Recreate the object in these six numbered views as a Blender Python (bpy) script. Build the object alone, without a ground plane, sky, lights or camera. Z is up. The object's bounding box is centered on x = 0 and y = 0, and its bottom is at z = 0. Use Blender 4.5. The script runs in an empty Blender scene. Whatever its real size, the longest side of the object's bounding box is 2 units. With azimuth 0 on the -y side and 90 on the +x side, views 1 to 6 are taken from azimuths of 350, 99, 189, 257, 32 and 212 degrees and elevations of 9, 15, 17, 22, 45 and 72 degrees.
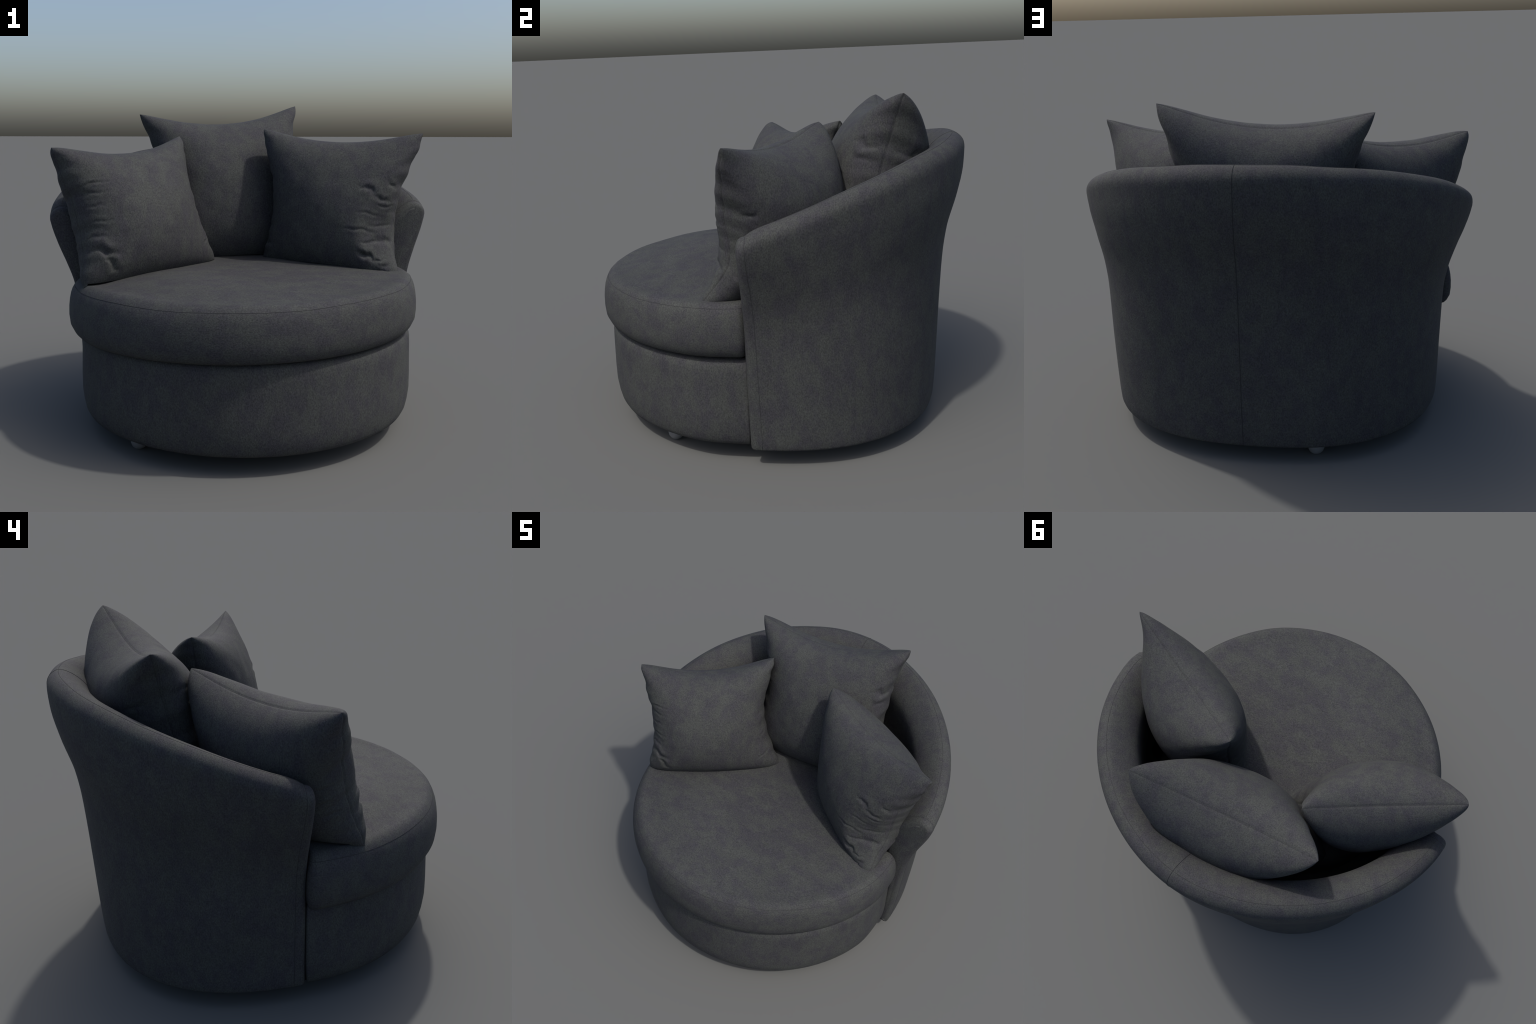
"""Round swivel tub chair in charcoal velvet with three loose throw pillows."""
import bpy, math, random
import numpy as np
from mathutils import Vector, noise

random.seed(7)
PI = math.pi


# ------------------------------------------------------------------ helpers
def lerp(a, b, t):
    return a + (b - a) * t


def smooth(a, b, x):
    t = min(1.0, max(0.0, (x - a) / (b - a)))
    return t * t * (3 - 2 * t)


def curve_value(points, x):
    """Smooth (monotone cubic) interpolation through control points."""
    xs = [p[0] for p in points]
    ys = [p[1] for p in points]
    if x <= xs[0]:
        return ys[0]
    if x >= xs[-1]:
        return ys[-1]
    n = len(xs)
    d = [(ys[i + 1] - ys[i]) / (xs[i + 1] - xs[i]) for i in range(n - 1)]
    m = [d[0]] + [0.0 if d[i - 1] * d[i] <= 0 else 2 * d[i - 1] * d[i] / (d[i - 1] + d[i])
                  for i in range(1, n - 1)] + [d[-1]]
    i = max(k for k in range(n - 1) if xs[k] <= x)
    h = xs[i + 1] - xs[i]
    t = (x - xs[i]) / h
    return ((2 * t ** 3 - 3 * t ** 2 + 1) * ys[i] + (t ** 3 - 2 * t ** 2 + t) * h * m[i]
            + (-2 * t ** 3 + 3 * t ** 2) * ys[i + 1] + (t ** 3 - t ** 2) * h * m[i + 1])


def new_object(name, verts, faces, material, parent=None, smooth_shade=True):
    mesh = bpy.data.meshes.new(name)
    mesh.from_pydata([tuple(v) for v in verts], [], faces)
    mesh.validate()
    import bmesh
    bm = bmesh.new()
    bm.from_mesh(mesh)
    bmesh.ops.recalc_face_normals(bm, faces=bm.faces)
    bm.to_mesh(mesh)
    bm.free()
    if smooth_shade:
        mesh.polygons.foreach_set("use_smooth", [True] * len(mesh.polygons))
    mesh.materials.append(material)
    ob = bpy.data.objects.new(name, mesh)
    bpy.context.scene.collection.objects.link(ob)
    if parent:
        ob.parent = parent
    return ob


def grid_faces(rows, cols, close_cols=False, close_rows=False):
    f = []
    for i in range(rows if close_rows else rows - 1):
        for j in range(cols if close_cols else cols - 1):
            a, b = i * cols + j, i * cols + (j + 1) % cols
            i2 = (i + 1) % rows
            f.append((a, b, i2 * cols + (j + 1) % cols, i2 * cols + j))
    return f


def tube(points, radius, closed=False, sides=6):
    """Vertices and faces of a thin round cord along a path."""
    pts = [Vector(p) for p in points]
    n = len(pts)
    verts, up = [], Vector((0.31, 0.17, 0.93)).normalized()
    for i, p in enumerate(pts):
        if closed:
            d = pts[(i + 1) % n] - pts[i - 1]
        else:
            d = pts[min(i + 1, n - 1)] - pts[max(i - 1, 0)]
        d.normalize()
        a = d.cross(up)
        if a.length < 1e-3:
            a = d.cross(Vector((1, 0, 0)))
        a.normalize()
        b = d.cross(a)
        for k in range(sides):
            t = 2 * PI * k / sides
            verts.append(p + (a * math.cos(t) + b * math.sin(t)) * radius)
    faces = grid_faces(n, sides, close_cols=True, close_rows=closed)
    if not closed:
        faces.append(tuple(range(sides)))
        faces.append(tuple((n - 1) * sides + k for k in range(sides))[::-1])
    return verts, faces


def merge_parts(parts):
    verts, faces = [], []
    for v, f in parts:
        o = len(verts)
        verts += list(v)
        faces += [tuple(i + o for i in q) for q in f]
    return verts, faces


# ---------------------------------------------------------------- materials
def fabric_material(name, stretch, tint=1.0):
    """Charcoal velvet: grey with faint violet and green clouds and a fine nap."""
    m = bpy.data.materials.new(name)
    m.use_nodes = True
    nt = m.node_tree
    nt.nodes.clear()
    N = nt.nodes.new
    L = nt.links.new
    out = N("ShaderNodeOutputMaterial")
    bsdf = N("ShaderNodeBsdfPrincipled")
    L(bsdf.outputs[0], out.inputs[0])
    tc = N("ShaderNodeTexCoord")

    def noise_tex(scale, detail, rough, scl=(1, 1, 1)):
        mp = N("ShaderNodeMapping")
        mp.inputs["Scale"].default_value = scl
        L(tc.outputs["Object"], mp.inputs["Vector"])
        t = N("ShaderNodeTexNoise")
        t.inputs["Scale"].default_value = scale
        t.inputs["Detail"].default_value = detail
        t.inputs["Roughness"].default_value = rough
        L(mp.outputs[0], t.inputs["Vector"])
        return t

    clouds = noise_tex(11.0, 9.0, 0.72, stretch)
    ramp = N("ShaderNodeValToRGB")
    ramp.color_ramp.elements[0].position = 0.41
    ramp.color_ramp.elements[0].color = (0.0366 * tint, 0.0365 * tint, 0.0418 * tint, 1)
    ramp.color_ramp.elements[1].position = 0.57
    ramp.color_ramp.elements[1].color = (0.0447 * tint, 0.0477 * tint, 0.0456 * tint, 1)
    L(clouds.outputs["Fac"], ramp.inputs[0])

    grain = noise_tex(150.0, 2.0, 0.8, stretch)
    gr = N("ShaderNodeMapRange")
    gr.inputs[1].default_value = 0.3
    gr.inputs[2].default_value = 0.7
    gr.inputs[3].default_value = 0.60
    gr.inputs[4].default_value = 1.40
    L(grain.outputs["Fac"], gr.inputs[0])
    wear = noise_tex(2.3, 4.0, 0.6)
    wr = N("ShaderNodeMapRange")
    wr.inputs[1].default_value = 0.3
    wr.inputs[2].default_value = 0.7
    wr.inputs[3].default_value = 0.93
    wr.inputs[4].default_value = 1.07
    L(wear.outputs["Fac"], wr.inputs[0])
    mul = N("ShaderNodeMath")
    mul.operation = "MULTIPLY"
    L(gr.outputs[0], mul.inputs[0])
    L(wr.outputs[0], mul.inputs[1])
    mix = N("ShaderNodeVectorMath")
    mix.operation = "SCALE"
    L(ramp.outputs[0], mix.inputs[0])
    L(mul.outputs[0], mix.inputs["Scale"])
    L(mix.outputs[0], bsdf.inputs["Base Color"])

    bump = N("ShaderNodeBump")
    bump.inputs["Strength"].default_value = 0.25
    bump.inputs["Distance"].default_value = 0.004
    L(grain.outputs["Fac"], bump.inputs["Height"])
    L(bump.outputs[0], bsdf.inputs["Normal"])
    bsdf.inputs["Roughness"].default_value = 0.85
    bsdf.inputs["Specular IOR Level"].default_value = 0.25
    return m


def plain_material(name, color, rough=0.6, spec=0.4):
    m = bpy.data.materials.new(name)
    m.use_nodes = True
    nt = m.node_tree
    b = nt.nodes["Principled BSDF"]
    t = nt.nodes.new("ShaderNodeTexNoise")
    t.inputs["Scale"].default_value = 60
    tc = nt.nodes.new("ShaderNodeTexCoord")
    nt.links.new(tc.outputs["Object"], t.inputs["Vector"])
    r = nt.nodes.new("ShaderNodeValToRGB")
    r.color_ramp.elements[0].color = tuple(c * 0.9 for c in color) + (1,)
    r.color_ramp.elements[1].color = tuple(c * 1.1 for c in color) + (1,)
    nt.links.new(t.outputs["Fac"], r.inputs[0])
    nt.links.new(r.outputs[0], b.inputs["Base Color"])
    b.inputs["Roughness"].default_value = rough
    b.inputs["Specular IOR Level"].default_value = spec
    return m


VELVET_UPRIGHT = fabric_material("velvet_upright", (1.25, 1.25, 0.8))
VELVET_FLAT = fabric_material("velvet_flat", (0.85, 1.2, 1.2))
THREAD = plain_material("seam_thread", (0.032, 0.032, 0.034), 0.9, 0.1)
CASTER = plain_material("caster_grey", (0.14, 0.145, 0.15), 0.45)
BRACKET = plain_material("caster_metal", (0.16, 0.165, 0.17), 0.4)
LINING = plain_material("underside_lining", (0.03, 0.03, 0.032), 0.95, 0.1)


# ------------------------------------------------------------ tub (backrest)
GROUND_GAP = 0.085           # underside of the upholstery

# outer wall over the height fraction: half width at either arm, added depth at the back
HALF_WIDTH_RIGHT = [(0.0, 0.871), (0.06, 0.875), (0.30, 0.887), (0.53, 0.895), (0.63, 0.908),
                    (0.76, 0.945), (0.82, 0.966), (0.88, 0.985), (0.945, 0.998), (1.0, 0.998)]
HALF_WIDTH_LEFT = [(0.0, 0.846), (0.06, 0.849), (0.30, 0.857), (0.53, 0.868), (0.63, 0.888),
                   (0.72, 0.920), (0.82, 0.961), (0.91, 0.990), (0.955, 0.998), (1.0, 0.998)]
FLARE_BACK = [(0.0, -0.006), (0.08, 0.002), (0.40, 0.022), (0.55, 0.035), (0.66, 0.056),
              (0.79, 0.107), (0.88, 0.132), (0.935, 0.136), (1.0, 0.136)]
# how square the plan outline is over the height fraction
SQUARENESS = [(0.0, 2.46), (0.15, 2.42), (0.35, 2.35), (0.55, 2.26), (0.70, 2.16), (0.82, 2.01), (0.95, 1.89), (1.0, 1.89)]
# top of the rim against how far back the rim stands (y)
RIM_TOP = [(-0.04, 1.109), (-0.026, 1.117), (-0.008, 1.129), (0.02, 1.147), (0.06, 1.164), (0.125, 1.186), (0.25, 1.230),
           (0.40, 1.284), (0.55, 1.333), (0.73, 1.390), (0.82, 1.413), (0.90, 1.436), (0.95, 1.440)]
# wall thickness over the height fraction
THICK = [(0.0, 0.085), (0.35, 0.095), (0.52, 0.115), (0.72, 0.165), (0.93, 0.205), (1.0, 0.205)]


def super_outline(phi, rx, y0, yb, p):
    c, s = math.cos(phi), math.sin(phi)
    return (math.copysign(abs(c) ** (2 / p), c) * rx, y0 + abs(s) ** (2 / p) * (yb - y0))


def tub_outer(phi, h):
    """Plan position of the tub's outer wall at height fraction h."""
    side = smooth(-0.35, 0.35, math.cos(phi))
    rx = lerp(curve_value(HALF_WIDTH_LEFT, h), curve_value(HALF_WIDTH_RIGHT, h), side)
    yb = 0.822 + curve_value(FLARE_BACK, h)
    p = curve_value(SQUARENESS, h) - 0.02 * (1 - side) * smooth(0.65, 0.95, h)
    y0 = -0.020
    return super_outline(phi, rx, y0, yb, p)


def even_angles(count):
    """Angles that space the stations evenly along the wall."""
    fine = [PI * i / 4000 for i in range(4001)]
    pts = [tub_outer(f, 0.6) for f in fine]
    acc = [0.0]
    for a, b in zip(pts, pts[1:]):
        acc.append(acc[-1] + math.hypot(b[0] - a[0], b[1] - a[1]))
    total = acc[-1]
    return [float(np.interp(total * i / (count - 1), acc, fine)) for i in range(count)], total


STATIONS, TUB_LENGTH = even_angles(260)


def plan_normal(phi, h=0.6):
    e = 1e-3
    if phi < 2e-3:
        return (1.0, 0.0)
    if phi > PI - 2e-3:
        return (-1.0, 0.0)
    a, b = tub_outer(phi - e, h), tub_outer(phi + e, h)
    tx, ty = b[0] - a[0], b[1] - a[1]
    l = math.hypot(tx, ty)
    return (ty / l, -tx / l)


def rim_top(phi):
    nx, ny = plan_normal(phi)
    x, y = tub_outer(phi, 0.95)
    return curve_value(RIM_TOP, y - 0.055 * ny) - 0.001


ROLL_START = 0.935


def tub_section(phi):
    """Closed section loop (outer wall, rolled rim, inner wall, underside)."""
    nx, ny = plan_normal(phi)
    top = rim_top(phi)
    z_roll = GROUND_GAP + (top - GROUND_GAP) * ROLL_START

    def at(h, inset, z):
        x, y = tub_outer(phi, h)
        return Vector((x - nx * inset, y - ny * inset, z))

    loop = []
    for inset, dz in ((0.022, 0.0), (0.010, 0.001), (0.003, 0.005), (0.0, 0.014)):
        loop.append(at(0.0, inset, GROUND_GAP + dz))
    n = 44
    for i in range(1, n + 1):
        h = lerp(0.02, ROLL_START, i / n)
        loop.append(at(h, 0.0, GROUND_GAP + (top - GROUND_GAP) * h))
    width = curve_value(THICK, ROLL_START)
    n = 26
    for i in range(1, n):
        t = PI * i / n
        # superelliptic roll: the crest sits outward of the middle
        c, s = math.cos(t), math.sin(t)
        u = 0.5 - 0.5 * math.copysign(abs(c) ** 0.86, c)
        lift = abs(s) ** 0.80
        z = z_roll + (top - z_roll) * lift - 0.090 * smooth(0.22, 1.0, u) * (1 - 0.3 * lift)
        loop.append(at(ROLL_START, width * u, z))
    n = 46
    for i in range(n + 1):
        h = lerp(ROLL_START, 0.02, i / n)
        z = GROUND_GAP + (top - GROUND_GAP) * h - 0.090 * smooth(0.5, ROLL_START, h)
        loop.append(at(h, curve_value(THICK, h), z))
    loop.append(at(0.0, 0.085, GROUND_GAP))
    return loop


def build_tub(parent):
    loops = [tub_section(p) for p in STATIONS]
    k = len(loops[0])

    def end_loops(loop, direction):
        """Rounded front edge of an arm: the section is drawn in as it comes forward."""
        rad, res, inward = 0.028, [], []
        for i, p in enumerate(loop):
            t = loop[min(i + 1, k - 1)] - loop[max(i - 1, 0)] if 0 < i < k - 1 else loop[1] - loop[-2]
            nrm = Vector((-t.z, 0, t.x)).normalized()
            inward.append(nrm)
        if inward[k // 2].z > 0:
            inward = [-q for q in inward]
        for s in range(1, 9):
            a = PI / 2 * s / 8
            ins, adv = rad * (1 - math.cos(a)), rad * math.sin(a)
            res.append([p + q * ins + direction * adv for p, q in zip(loop, inward)])
        last = res[-1]
        # close the panel across, outer wall to inner wall, slightly padded
        for f in (0.15, 0.35, 0.65, 0.999):
            res.append([p.lerp((p + last[k - 1 - i]) * 0.5, f)
                        + direction * 0.006 * math.sin(f * PI / 2) * smooth(0, 20, min(i, k - 1 - i))
                        for i, p in enumerate(last)])
        return res

    front = Vector((0, -1, 0))
    a = end_loops(loops[0], front)
    b = end_loops(loops[-1], front)
    rings = a[::-1] + loops + b
    verts = [v for ring in rings for v in ring]
    faces = grid_faces(len(rings), k, close_cols=True)
    tub = new_object("backrest", verts, faces, VELVET_UPRIGHT, parent)

    # stitched seams: along the rim, down the back, and round each arm front
    cords = []
    idx_rim = 4 + 44 + 9
    cords.append(tube([l[idx_rim] for l in loops[3:-3]], 0.0009))
    near = min(range(len(loops)), key=lambda i: abs(loops[i][20].x - 0.055))
    cords.append(tube(loops[near][2:4 + 44 + 24], 0.0016))
    for ring in (loops[2], loops[-3]):
        cords.append(tube(ring[3:4 + 44 + 60], 0.0009))
    v, f = merge_parts(cords)
    new_object("seam", v, f, THREAD, tub)
    return tub


# ------------------------------------------------- base drum and seat cushion
FRONT_Y = -0.047


def drum_outline(radius, cx0, cy, inner_rx, inner_yb, corner, count_front=150, count_back=110):
    """Round front that steps in behind the arm fronts and fills the tub."""
    pts = []
    ang = math.asin((FRONT_Y - corner - cy) / (radius - corner))
    r2 = radius - corner
    # right corner centre
    cx = math.sqrt(max(r2 ** 2 - (FRONT_Y - corner - cy) ** 2, 0))
    for i in range(count_front + 1):
        t = lerp(-PI - ang, ang, i / count_front)
        pts.append((cx0 + radius * math.cos(t), cy + radius * math.sin(t)))
    for i in range(1, 9):
        t = lerp(ang, PI / 2, i / 8)
        pts.append((cx0 + cx + corner * math.cos(t), FRONT_Y - corner + corner * math.sin(t)))
    for i in range(1, 9):
        pts.append((lerp(cx0 + cx, inner_rx + 0.01, i / 8), FRONT_Y + 0.0005 * i))
    for i in range(count_back + 1):
        phi = lerp(0.02, PI - 0.02, i / count_back)
        pts.append(super_outline(phi, inner_rx, FRONT_Y + 0.004, inner_yb, 2.3))
    for i in range(8):
        pts.append((lerp(-inner_rx - 0.01, cx0 - cx, i / 8), FRONT_Y + 0.0005 * (8 - i)))
    for i in range(8):
        t = lerp(PI / 2, PI - ang, i / 8)
        pts.append((cx0 - cx + corner * math.cos(t), FRONT_Y - corner + corner * math.sin(t)))
    return pts


def outline_normals(pts):
    n = len(pts)
    res = []
    for i in range(n):
        a, b = pts[i - 2], pts[(i + 2) % n]
        tx, ty = b[0] - a[0], b[1] - a[1]
        l = math.hypot(tx, ty) or 1
        # lean towards the radial direction so that tight corners do not fold over
        x, y = pts[i][0], pts[i][1] + 0.066
        r = math.hypot(x, y)
        nx, ny = 0.3 * ty / l + 0.7 * x / r, -0.3 * tx / l + 0.7 * y / r
        l = math.hypot(nx, ny)
        res.append((nx / l, ny / l))
    return res


def stack(outline, profile, height, close_bottom, dome):
    """Rings at (inset, z) following the outline, closed by a domed top."""
    nor = outline_normals(outline)
    rings = []
    for inset, z in profile:
        rings.append([(x - nx * inset, y - ny * inset, z)
                      for (x, y), (nx, ny) in zip(outline, nor)])
    c = (0.0, -0.11)
    top = rings[-1]
    n = 34
    for i in range(1, n + 1):
        f = 1 - i / n
        f = max(f, 0.004)
        ring = []
        for x, y, z in top:
            px, py = c[0] + (x - c[0]) * f, c[1] + (y - c[1]) * f
            ring.append((px, py, z + dome(px, py) * smooth(0.0, 0.22, 1 - f)))
        rings.append(ring)
    bottom = rings[0]
    rings.insert(0, [(c[0] + (x - c[0]) * 0.01, c[1] + (y - c[1]) * 0.01, z) for x, y, z in bottom])
    k = len(outline)
    verts = [height(*p) for r in rings for p in r]
    faces = grid_faces(len(rings), k, close_cols=True)
    faces.append(tuple(range(k)))
    faces.append(tuple((len(rings) - 1) * k + i for i in range(k))[::-1])
    return verts, faces, rings


def tuck(x, y):
    """The drum and the seat draw in a little beside the right arm."""
    return x - 0.016 * smooth(-0.32, -0.06, y) * smooth(0.55, 0.85, x)


def build_base(parent):
    outline = drum_outline(0.857, -0.001, -0.069, 0.775, 0.735, 0.014)
    profile = [(0.048, 0.086), (0.034, 0.088), (0.024, 0.095), (0.014, 0.114), (0.006, 0.150),
               (0.0, 0.20), (0.0, 0.27), (0.002, 0.34), (0.004, 0.42), (0.006, 0.465),
               (0.012, 0.490), (0.026, 0.507), (0.055, 0.513)]

    def height(x, y, z):
        w = noise.noise(Vector((x * 2.5, y * 2.5, z * 2))) * 0.003
        return (tuck(x, y) * (1 + w), y * (1 + w), z)
    v, f, _ = stack(outline, profile, height, True, lambda x, y: 0.002)
    base = new_object("base", v, f, VELVET_UPRIGHT, parent)
    plate = drum_outline(0.80, 0.0, -0.066, 0.72, 0.68, 0.03, 60, 50)
    v, f, _ = stack(plate, [(0.0, 0.080), (0.0, 0.087)], lambda *p: p, True, lambda x, y: 0.0)
    new_object("underside_panel", v, f, LINING, base)
    return base


SEAT_TILT = 0.016


def seat_height(x, y, z):
    bump = 0.006 * noise.noise(Vector((x * 2.1 + 3, y * 2.1, 0.3))) + \
        0.0025 * noise.noise(Vector((x * 6.0, y * 6.0, 1.7)))
    bump += 0.018 * math.exp(-((x + 0.42) ** 2 + (y + 0.42) ** 2) / 0.09)
    k = smooth(0.55, 0.75, z)
    r = math.hypot(x, y + 0.08)
    w = 1 + 0.004 * noise.noise(Vector((x * 3, y * 3, z * 4)))
    tilt = SEAT_TILT * x * (1 - 0.9 * smooth(0.755, 0.785, z))
    return (tuck(x, y) * w, y * w, z + tilt + 0.010 * (y + 0.5) * k + bump * k)


def build_seat(parent):
    outline = drum_outline(0.893, -0.016, -0.064, 0.66, 0.50, 0.040)
    profile = [(0.080, 0.516), (0.044, 0.516), (0.026, 0.519), (0.015, 0.531), (0.001, 0.560),
               (-0.003, 0.600), (-0.002, 0.640), (0.002, 0.675), (0.008, 0.705), (0.016, 0.728),
               (0.027, 0.747), (0.041, 0.761), (0.058, 0.771)]

    def dome(x, y):
        return 0.026 * (1 - min(1.0, math.hypot(x, y + 0.11) / 0.84) ** 2)
    v, f, rings = stack(outline, profile, seat_height, True, dome)
    seat = new_object("seat_cushion", v, f, VELVET_FLAT, parent)
    row = rings[1 + 10]
    path = [seat_height(*p) for p in row[-5:] + row[:155]]
    v, f = tube(path, 0.0009)
    new_object("seam", v, f, THREAD, seat)
    return seat


# ------------------------------------------------------------------- casters
def build_casters(parent):
    spots = [(-0.585, -0.485), (0.615, -0.470), (-0.268, 0.690), (0.305, 0.625)]
    ball_v, ball_f = [], []
    rows, cols = 14, 24
    for i in range(rows + 1):
        a = PI * i / rows
        for j in range(cols):
            b = 2 * PI * j / cols
            ball_v.append((0.040 * math.sin(a) * math.cos(b), 0.040 * math.sin(a) * math.sin(b),
                           0.040 - 0.040 * math.cos(a)))
    ball_f = grid_faces(rows + 1, cols, close_cols=True)
    first = None
    for x, y in spots:
        if first is None:
            first = new_object("foot", ball_v, ball_f, CASTER, parent)
            ob = first
        else:
            ob = first.copy()
            bpy.context.scene.collection.objects.link(ob)
        ob.location = (x, y, 0)
        v, f = [], []
        for z, r in ((0.050, 0.018), (0.070, 0.018), (0.071, 0.046), (0.085, 0.046)):
            v += [(r * math.cos(2 * PI * k / 24), r * math.sin(2 * PI * k / 24), z) for k in range(24)]
        f = grid_faces(4, 24, close_cols=True) + [tuple(range(24)), tuple(range(72, 96))]
        new_object("mount", v, f, BRACKET, ob)


# ------------------------------------------------------------------- pillows
def seat_top(x, y):
    r = min(1.0, math.hypot(x, y + 0.11) / 0.84)
    return 0.770 + 0.026 * (1 - r ** 2.0) + 0.010 * (y + 0.5)


def build_pillow(corners, front_fill, back_fill, pinch, sag, kick, hook, creases, label, seed, n=240, power=0.43):
    """Square pillow spanned by four corner tips.

    corners: top left, top right, bottom right, bottom left (seen from the front)
    front_fill, back_fill: half thickness, and how it grows to the right and to the top
    pinch: how far the middle of the top, right, bottom, left edge is drawn in
    sag: how much lower than its middle the right and left edges are drawn in
    kick: how far the right edge falls back before its lower tip kicks forward
    hook: how thin and drawn out the top right tip is
    creases: puckers (u, v, du, dv, length, width, depth, side; side 0 runs over the seam)
    """
    tips = [Vector(c) for c in corners]
    heart = sum(tips, Vector()) / 4
    tl, tr, br, bl = [heart + (c - heart) * 1.090 for c in tips]
    mid = (tl + tr + br + bl) / 4
    right = ((tr + br) - (tl + bl)).normalized()
    up = ((tl + tr) - (bl + br)).normalized()
    front = right.cross(up).normalized()
    if front.y > 0:
        front = -front
    us = [math.sin(PI / 2 * (2 * i / n - 1)) for i in range(n + 1)]

    def sheet(u, v):
        u, v = u * (1 - 0.055 * abs(v) ** 7.5), v * (1 - 0.055 * abs(u) ** 7.5)
        s, t = (u + 1) / 2, (v + 1) / 2
        p = bl * ((1 - s) * (1 - t)) + br * (s * (1 - t)) + tl * ((1 - s) * t) + tr * (s * t)
        ku, kv = (1 - u * u), (1 - v * v)
        ku2, kv2 = ku ** 0.9, kv ** 0.9
        p = p - up * (pinch[0] * t * ku2) + up * (pinch[2] * (1 - t) * ku2)
        p = p - right * (pinch[1] * s * kv2 * (1 - sag[0] * v)) + right * (pinch[3] * (1 - s) * kv2 * (1 - sag[1] * v))
        p = p - front * (kick * smooth(0.5, 1.0, u) * math.exp(-((v + 0.42) / 0.36) ** 2))
        # the side seams ripple a little
        e = smooth(0.75, 1.0, abs(u)) * (1 - v ** 8)
        p = p + right * (0.012 * e * noise.noise(Vector((u * 2.0, v * 6.5, seed * 2.3))))
        return p

    off = Vector((seed * 3.1, seed * 1.7, 0))

    def wrinkle(u, v, side):
        w = 0.0
        for (cu, cv, du, dv, length, width, depth, sd) in creases:
            if sd != 0 and sd != side:
                continue
            a = (u - cu) * du + (v - cv) * dv
            b = -(u - cu) * dv + (v - cv) * du
            if abs(a) > 2.6 * length or abs(b) > 7 * width:
                continue
            q = Vector((a / length * 1.3 + cu * 7, cv * 11, seed))
            b += 1.3 * width * noise.noise(q) + 0.09 * length * math.sin(a / length * 2.0 + cu * 9)
            g = math.exp(-(a / length) ** 2) * (0.85 + 0.5 * noise.noise(q * 1.7))
            w += 0.62 * depth * g * (-math.exp(-(b / width) ** 2)
                                    + 0.50 * math.exp(-((b - 2.2 * width) / (1.6 * width)) ** 2)
                                    + 0.30 * math.exp(-((b + 2.2 * width) / (1.6 * width)) ** 2))
        # soft puckers that run in from the side seams
        e = abs(u)
        m = smooth(0.62, 0.97, e) * (1 - abs(v) ** 6)
        w += 0.0032 * m * noise.noise(Vector((u * 1.2, v * 7.0, side * 2.0)) + off)
        w += 0.006 * noise.noise(Vector((u * 1.7, v * 1.7, side * 5.0)) + off)
        w += 0.0025 * noise.noise(Vector((u * 4.5, v * 4.5, side * 3.0)) + off)
        return w

    def surface(u, v, side):
        ku, kv = max(1 - u * u, 0.0), max(1 - v * v, 0.0)
        fill, fu, fv = front_fill if side > 0 else back_fill
        t = fill * (1 + fu * u + fv * v) * (ku * kv) ** power
        t *= 1 - (1.0 if side < 0 else 0.35) * hook * math.exp(-((u - 1) ** 2 + (v - 1) ** 2) / 0.22)
        p = sheet(u, v)
        edge = math.exp(-(t / 0.006) ** 2)
        fade = smooth(0.0, 0.05, t)
        p = p + front * side * (t + wrinkle(u, v, side) * fade)
        # the seam is drawn in a little
        p = p - (p - mid).normalized() * 0.004 * edge * smooth(0.0, 0.15, max(ku, kv))
        floor = seat_top(p.x, p.y) + 0.002
        if p.z < floor and p.x ** 2 + (p.y + 0.066) ** 2 < 0.85 ** 2:
            p = Vector((p.x, p.y, floor + (p.z - floor) * 0.12))
        return p

    verts, index = [], {}
    for side in (1, -1):
        for i, u in enumerate(us):
            for j, v in enumerate(us):
                border = i in (0, n) or j in (0, n)
                if side == -1 and border:
                    index[(side, i, j)] = index[(1, i, j)]
                    continue
                index[(side, i, j)] = len(verts)
                verts.append(surface(u, v, side))
    faces = []
    for side in (1, -1):
        for i in range(n):
            for j in range(n):
                q = (index[(side, i, j)], index[(side, i + 1, j)],
                     index[(side, i + 1, j + 1)], index[(side, i, j + 1)])
                faces.append(q if side > 0 else q[::-1])
    new_verts = verts
    origin = mid.copy()
    ob = new_object("throw_pillow", [p - origin for p in new_verts], faces, VELVET_UPRIGHT)
    ob.location = origin
    ob["label"] = label
    ob["category"] = "pillow"
    ring = [(i, 0) for i in range(0, n)] + [(n, j) for j in range(0, n)] + \
           [(i, n) for i in range(n, 0, -1)] + [(0, j) for j in range(n, 0, -1)]
    path = [new_verts[index[(1, i, j)]] - origin for i, j in ring]
    # thin out points bunched at the corners
    kept = [path[0]]
    for p in path[1:]:
        if (p - kept[-1]).length > 0.005:
            kept.append(p)
    v, f = tube(kept, 0.0008, closed=True, sides=5)
    new_object("seam", v, f, THREAD, ob)
    return ob


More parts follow.
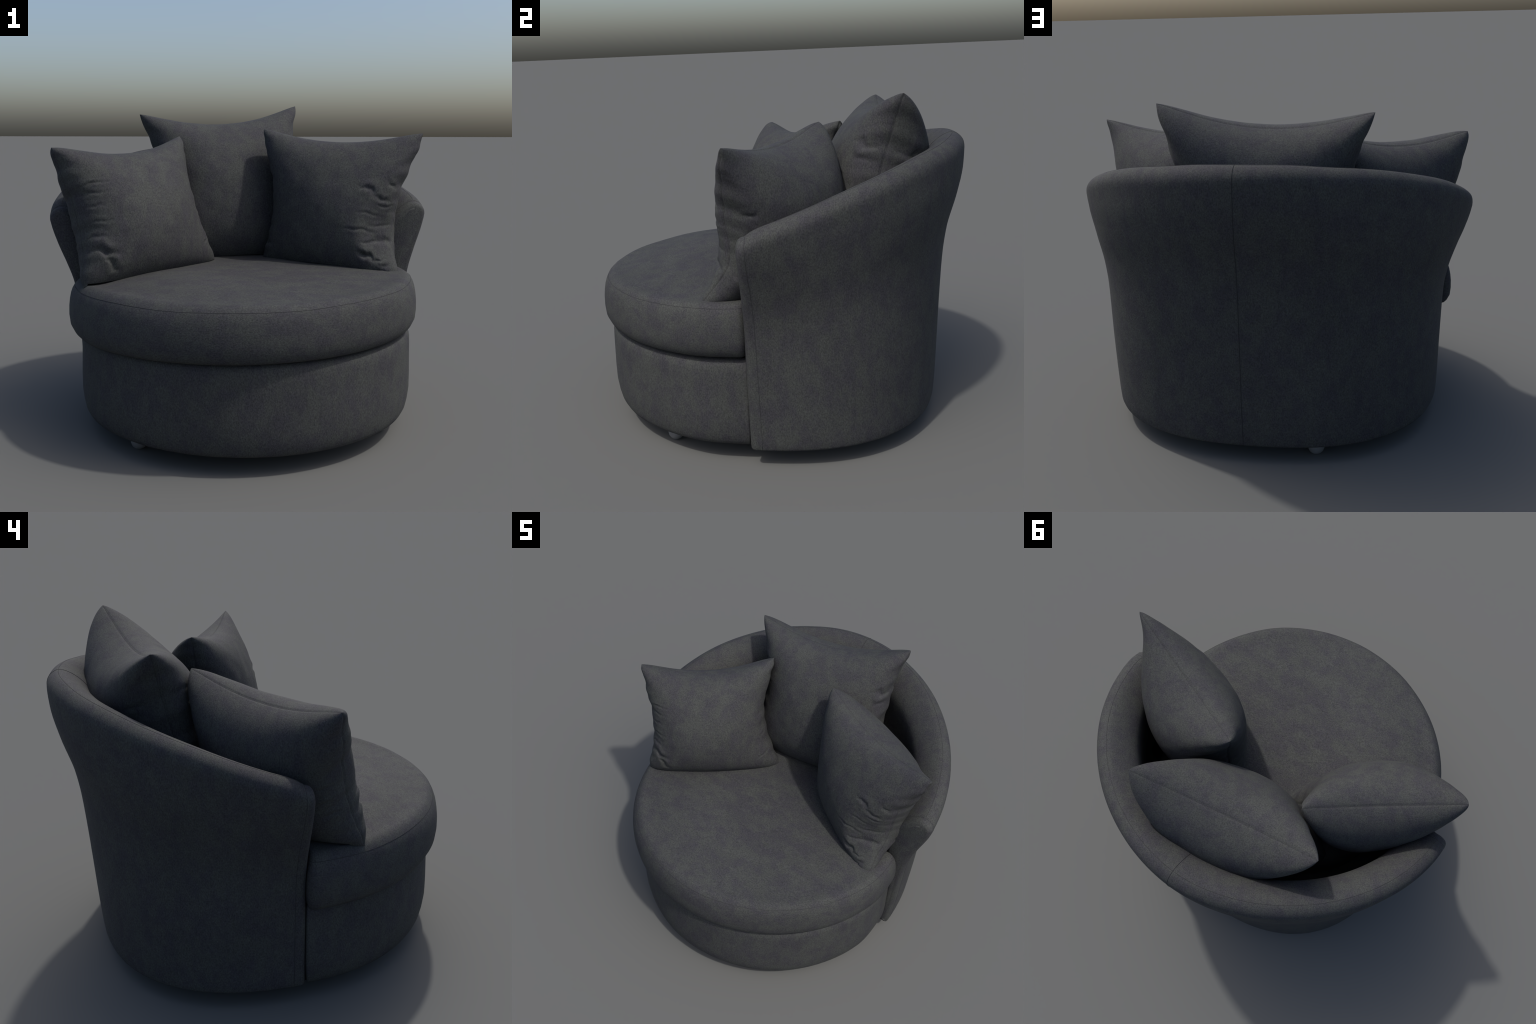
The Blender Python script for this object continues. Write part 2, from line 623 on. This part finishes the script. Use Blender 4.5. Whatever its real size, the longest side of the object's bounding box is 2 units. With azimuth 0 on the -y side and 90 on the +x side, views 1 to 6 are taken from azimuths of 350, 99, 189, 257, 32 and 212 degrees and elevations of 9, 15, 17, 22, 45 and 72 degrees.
def main():
    chair = bpy.data.objects.new("tub_chair", None)
    bpy.context.scene.collection.objects.link(chair)
    chair["label"] = "round charcoal velvet swivel tub chair with sloping arms"
    chair["category"] = "armchair"

    build_tub(chair)
    build_base(chair)
    build_seat(chair)
    build_casters(chair)

    back_creases = [
        (0.95, 0.40, 0.93, -0.35, 0.11, 0.034, 0.030, 0), (0.97, 0.24, 0.93, -0.35, 0.09, 0.030, 0.020, 0),
        (0.74, 0.10, 0.95, -0.30, 0.08, 0.016, 0.009, 1), (0.90, -0.12, 0.98, 0.1, 0.10, 0.02, 0.008, 1),
        (0.92, -0.40, 0.98, 0.1, 0.10, 0.025, 0.008, 1), (-0.92, 0.45, 0.97, 0.2, 0.10, 0.025, 0.010, 0),
        (-0.90, 0.20, 0.97, 0.1, 0.10, 0.02, 0.008, 0)]
    left_creases = [
        (-0.82, 0.38, 0.97, 0.22, 0.12, 0.018, 0.008, 1), (-0.88, 0.24, 0.97, 0.18, 0.12, 0.020, 0.008, 1),
        (-0.92, 0.05, 0.98, 0.15, 0.10, 0.022, 0.009, 0), (-0.90, -0.16, 0.98, 0.10, 0.11, 0.020, 0.008, 0),
        (-0.94, -0.36, 0.98, 0.05, 0.08, 0.024, 0.012, 0), (-0.88, -0.56, 0.96, -0.20, 0.12, 0.036, 0.028, 1),
        (-0.77, -0.72, 0.62, -0.78, 0.10, 0.030, 0.020, 1), (0.86, -0.62, 0.90, 0.44, 0.12, 0.016, 0.007, 1),
        (0.92, -0.25, 0.95, 0.30, 0.08, 0.018, 0.007, 0), (0.10, 0.02, 1.0, -0.03, 0.40, 0.012, 0.0015, 1)]
    right_creases = [
        (0.60, 0.22, 0.94, -0.34, 0.11, 0.030, 0.016, 1), (0.90, 0.24, 0.80, -0.60, 0.08, 0.020, 0.013, 0),
        (0.82, 0.06, 0.92, -0.40, 0.12, 0.024, 0.014, 0), (0.90, -0.04, 0.99, -0.10, 0.11, 0.016, 0.010, 1),
        (0.70, -0.14, 0.97, -0.22, 0.14, 0.016, 0.007, 1), (0.58, -0.36, 0.98, -0.12, 0.18, 0.018, 0.009, 1),
        (0.86, -0.30, 0.99, 0.06, 0.12, 0.016, 0.009, 1), (0.93, -0.50, 0.97, 0.22, 0.14, 0.048, 0.036, 0),
        (0.76, -0.52, 0.98, 0.15, 0.12, 0.018, 0.010, 1), (0.64, -0.70, 0.90, -0.42, 0.09, 0.036, 0.030, 1),
        (0.80, -0.76, 0.97, 0.20, 0.09, 0.016, 0.009, 1), (0.84, -0.86, 0.90, 0.43, 0.10, 0.024, 0.012, 1),
        (-0.93, -0.72, 0.95, 0.3, 0.10, 0.026, 0.012, 1), (-0.95, -0.45, 0.95, 0.2, 0.07, 0.022, 0.008, 0)]
    build_pillow([(-0.526, 0.515, 1.596), (0.422, 0.651, 1.655), (0.48, 0.42, 0.800), (-0.50, 0.31, 0.780)],
                 (0.246, 0.0, 0.0), (0.302, 0.05, 0.07), (0.137, 0.125, 0.0, 0.155), (0.0, 0.0), 0.0, 0.0, back_creases,
                 "large charcoal velvet pillow leaning against the back", 1)
    build_pillow([(-0.962, -0.150, 1.417), (-0.312, 0.322, 1.472), (-0.138, 0.175, 0.800), (-0.828, -0.315, 0.762)],
                 (0.224, -0.10, 0.0), (0.252, 0.16, 0.0), (0.107, 0.115, 0.0, 0.08), (0.1, 0.2), 0.0, 0.0, left_creases,
                 "square charcoal velvet pillow leaning on the left arm", 2)
    build_pillow([(0.152, 0.240, 1.510), (0.944, -0.088, 1.488), (0.775, -0.275, 0.762), (0.145, 0.26, 0.790)],
                 (0.184, -0.13, 0.0), (0.318, -0.14, 0.0), (0.096, 0.12, 0.0, 0.11), (0.45, 0.2), 0.07, 0.6, right_creases,
                 "square charcoal velvet pillow leaning on the right arm", 3)
    bpy.context.view_layer.update()


main()
